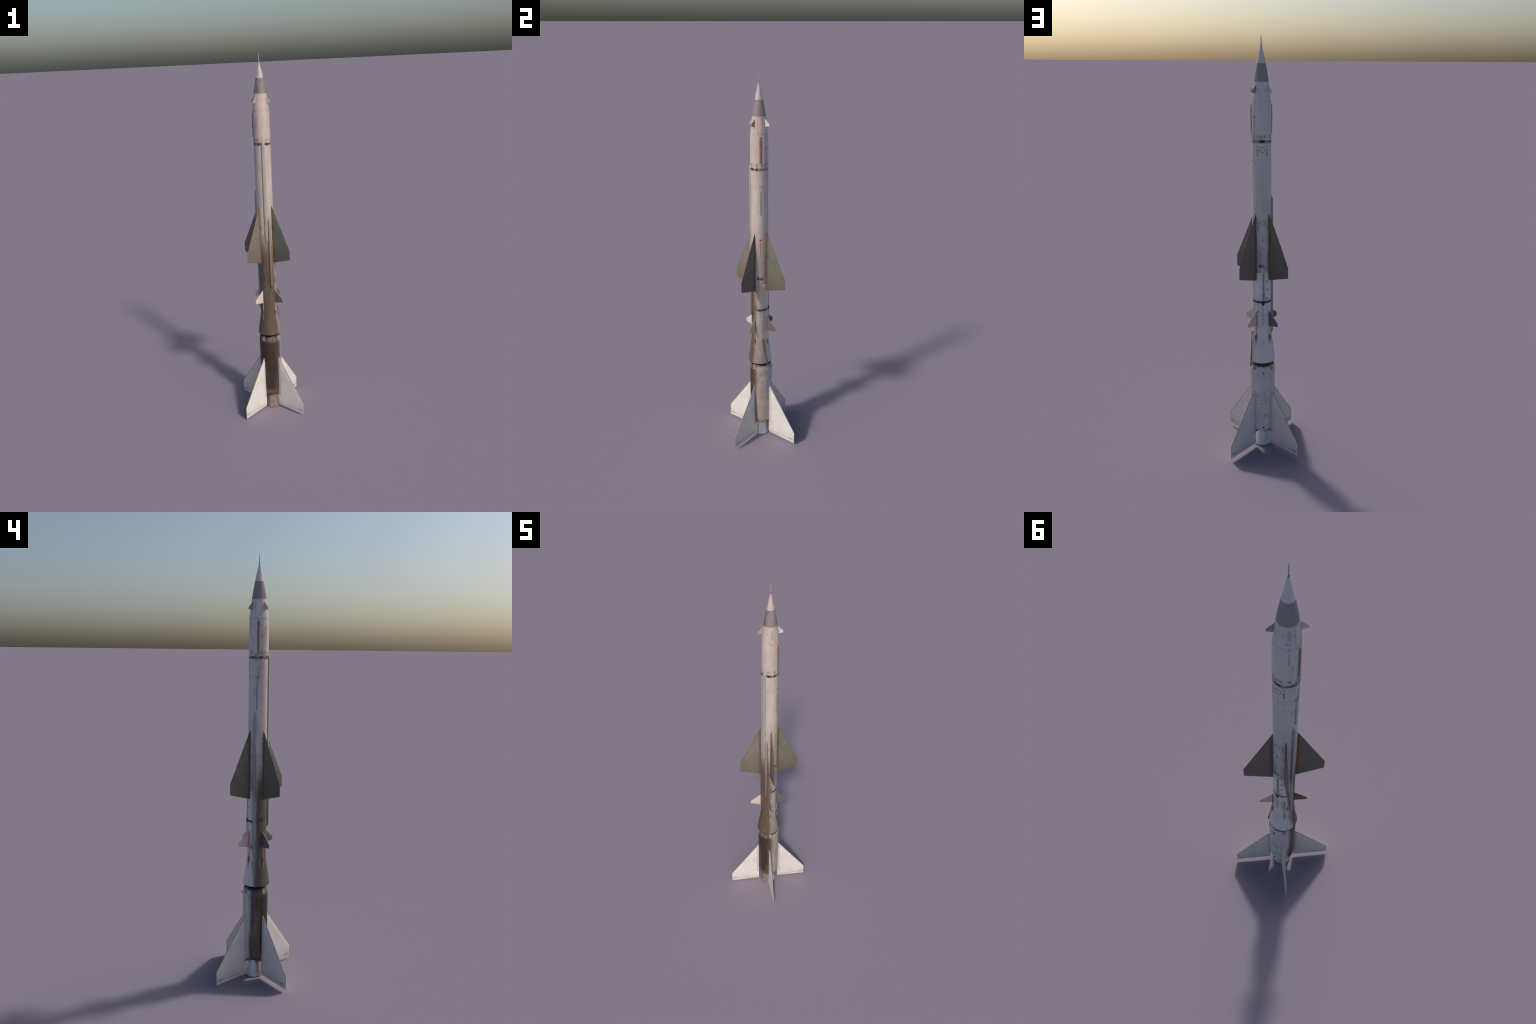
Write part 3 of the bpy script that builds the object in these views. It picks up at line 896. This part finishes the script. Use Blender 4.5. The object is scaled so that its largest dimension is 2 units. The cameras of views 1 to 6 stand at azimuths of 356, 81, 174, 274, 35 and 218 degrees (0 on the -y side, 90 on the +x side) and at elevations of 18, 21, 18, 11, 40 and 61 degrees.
d = Decal()
d.text('НАГРУЗКА 24', -135, 1.655, 0.0030, 0.050, 1)
d.text('ТИП 3', -108, 1.672, 0.0034, 0.012, 1)
d.text('КОНТР', -120, 1.628, 0.0026, 0.020, 1)
d.patch(-102, -0.0006, 0.0006, 1.6345, 1.6365); d.patch(-76, -0.0006, 0.0006, 1.6345, 1.6365); d.patch(68, -0.0007, 0.0007, 1.638, 1.640)
d.patch(-64, -0.0005, 0.0005, 1.585, 1.597)
d.patch(-4, -0.0011, 0.0011, 1.6135, 1.6160)
d.make('stencil_lettering', FORWARD, M['greymark'])
d = Decal()
for az in (-25, 22, 66, -68, -84, -100):
    d.patch(az, -0.0006, 0.0006, 1.5610, 1.5690)
d.make('latch_slot', FORWARD, M['black'], True)
d = Decal()
for az in (-88, -104, 66):
    d.patch(az, -0.0012, 0.0012, 1.5600, 1.5665)
d.make('latch_rust', FORWARD, M['brass'], True)

# mid body
d = Decal()
for z in (1.4690, 1.4545):
    dash_ring(d, z, (22, 335), 0.0040, 0.0026, 0.0006)
for az in (82, 90, 98, 106, -80, -88, -96, -104):
    d.patch(az, -0.0020, 0.0016, 1.4605, 1.4613)
    d.patch(az + 3, -0.0020, 0.0020, 1.4640, 1.4646)
    d.patch(az + 1, -0.0004, 0.0004, 1.4590, 1.4650)
for az in (-23, 21):
    d.patch(az, -0.0011, 0.0011, 1.4605, 1.4655)
for az, z in ((90, 1.035), (70, 1.022), (-75, 1.00), (-72, 0.985), (20, 1.0), (-78, 1.01)):
    d.patch(az, -0.003, 0.003, z, z + 0.0006)
for z in (0.948, 0.944, 0.940):
    dash_ring(d, z, (-40, 200), 0.006, 0.005, 0.0006)
d.patch(85, -0.010, 0.012, 1.3330, 1.3336); d.patch(-85, -0.010, 0.012, 1.3320, 1.3326)
d.make('stencil_dashes', MID, M['greymark'], True)

d = Decal()
d.text('5Я23 00023043593153', 92.5, 1.4390, 0.0078, 0.1255, -1)
d.text('5Я23 00023043593153', -93.0, 1.3165, 0.0078, 0.1255, 1)
d.text('ЗАПР .О', -152, 1.4850, 0.0066, 0.048, 1)
d.text('.О ЗАПР', 152, 1.5330, 0.0066, 0.048, -1)
d.text('ЗАПР .Г', -152, 1.1480, 0.0060, 0.048, 1)
d.text('.Г ЗАПР', 154, 1.1960, 0.0060, 0.048, -1)
d.text('№2791', 180, 1.0920, 0.0060, 0.026, 1)
d.make('serial_lettering', MID, M['greymark'])

d = Decal()
for z in (1.5135, 1.1790):
    d.circle(180, z, 0.0118, 0.0024)
d.make('ring_marking', MID, M['ochre'])
d = Decal()
for z in (1.5135, 1.1790):
    d.circle(180, z, 0.0007, 0.0012, 12)
d.make('centre_dot', MID, M['black'])

d = Decal()
d.tri(91, 0.0, 1.1848, 0.0062)
d.text('НЕ БРАТЬСЯ', 86, 1.1705, 0.0042, 0.073, -1)
d.text('СТОЙКА 12', 76, 1.1900, 0.0022, 0.050, -1)
d.tri(-52, 0.0, 1.1848, 0.0050)
d.text('НЕ БРАТЬСЯ', -56, 1.1705, 0.0040, 0.060, -1)
d.make('warning_lettering', MID, M['red'])

d = Decal()
for base in (45, 135, 225, 315):
    for s in (-1, 1):
        for z in (1.1020, 1.0925):
            d.patch(base, s * 0.0015, s * 0.0125, z - 0.0007, z + 0.0007)
d.make('rigging_tick', MID, M['black'])
tick = []
for w in WINGS:
    tv, tf = [], []
    for z in (1.1020, 1.0925):
        o = len(tv)
        b, q = box([(0.040, -0.0036, z - 0.0007), (0.0575, -0.0036, z - 0.0007), (0.0575, 0.0036, z - 0.0007), (0.040, 0.0036, z - 0.0007),
                    (0.040, -0.0036, z + 0.0007), (0.0575, -0.0036, z + 0.0007), (0.0575, 0.0036, z + 0.0007), (0.040, 0.0036, z + 0.0007)])
        tv += b; tf += [tuple(o + i for i in t) for t in q]
    if not tick:
        tick.append(mesh_from('rigging_tick', tv, tf))
    obj('rigging_tick', tick[0], w, M['black'])

# aft body
d = Decal()
dash_box(d, 88.0, 0.0125, 0.8590, 0.9265, 0.0048, 0.0024, 0.0008)
d.tri(154, 0.0, 0.7385, 0.0052)
d.text('ОПАСНОСТЬ', 147, 0.7200, 0.0042, 0.068, -1)
d.patch(88, -0.0003, 0.0003, 0.850, 0.858)
d.text('РУЛЬ', 70, 0.650, 0.0040, 0.022, -1)
d.make('warning_lettering', AFT, M['red'])

d = Decal()
dash_ring(d, 0.8035, (60, 200), 0.0040, 0.0030, 0.0006)
dash_ring(d, 0.7725, (60, 220), 0.0030, 0.0040, 0.0006)
for s in (-0.0195, 0.0175):
    d.patch(92, s - 0.0003, s + 0.0003, 0.6690, 0.7515)
for z in (0.6690, 0.7515, 0.7260, 0.7120, 0.6980, 0.6850):
    w = 0.0003 if z in (0.6690, 0.7515) else 0.0002
    d.patch(92, -0.0195, 0.0175, z - w, z + w)
for s in (-0.0225, 0.0240):
    d.patch(180, s - 0.00035, s + 0.00035, 0.7215, 0.7800)
d.patch(180, -0.0225, 0.0240, 0.7211, 0.7218)
for az, z in ((165, 0.664), (200, 0.664), (150, 0.664), (-75, 0.664), (-78, 0.632), (-78, 0.618), (-60, 0.66), (10, 0.66), (10, 0.612), (68, 0.652), (107, 0.620), (208, 0.64), (196, 0.63), (204, 0.625)):
    d.patch(az, -0.0007, 0.0007, z - 0.0008, z + 0.0008)
for az, z in ((3, 0.898), (-5, 0.865), (4, 0.864), (70, 0.836), (75, 0.872), (84, 0.888), (172, 0.865), (171, 0.872), (-148, 0.89), (-150, 0.883)):
    d.patch(az, -0.0018, 0.0018, z, z + 0.0010)
d.make('panel_line', AFT, M['greymark'], True)
d = Decal()
d.circle(-2, 0.8300, 0.0105, 0.0006)
d.make('ring_marking', AFT, M['greymark'])

# booster
d = Decal(lambda z: 0.0606, 0.0)
for az in (45, -45, 135, -135):
    d.patch(az, -0.0008, 0.0008, 0.3580, 0.3900)
d.patch(90, -0.0004, 0.0004, 0.354, 0.361); d.patch(89, -0.0004, 0.0004, 0.125, 0.152)
d.patch(178, -0.0002, 0.0002, 0.272, 0.400); d.patch(178, -0.024, 0.024, 0.2712, 0.2718)
d.patch(-79, -0.0003, 0.0003, 0.24, 0.455)
for z, s0, s1 in ((0.3170, -0.012, 0.010), (0.3060, -0.014, 0.014), (0.2960, -0.010, 0.016), (0.2880, -0.016, 0.006), (0.3960, -0.012, 0.008)):
    d.patch(84, s0, s1, z, z + 0.0007)
d.make('seam_line', BOOST, M['greymark'], True)

# seam between aft body and skirt, and a slit low on the skirt
skirt_r = lambda z: 0.0452 + (0.0632 - 0.0452) * (0.604 - z) / 0.125
d = Decal(skirt_r, SUS_Y)
d.patch(-96, -0.0004, 0.0004, 0.505, 0.548)
d.make('seam_line', SKIRT, M['greymark'], True)

for o in list(scene.objects):
    if o.type == 'MESH' and not o.data.materials:
        o.data.materials.append(M['dark'])
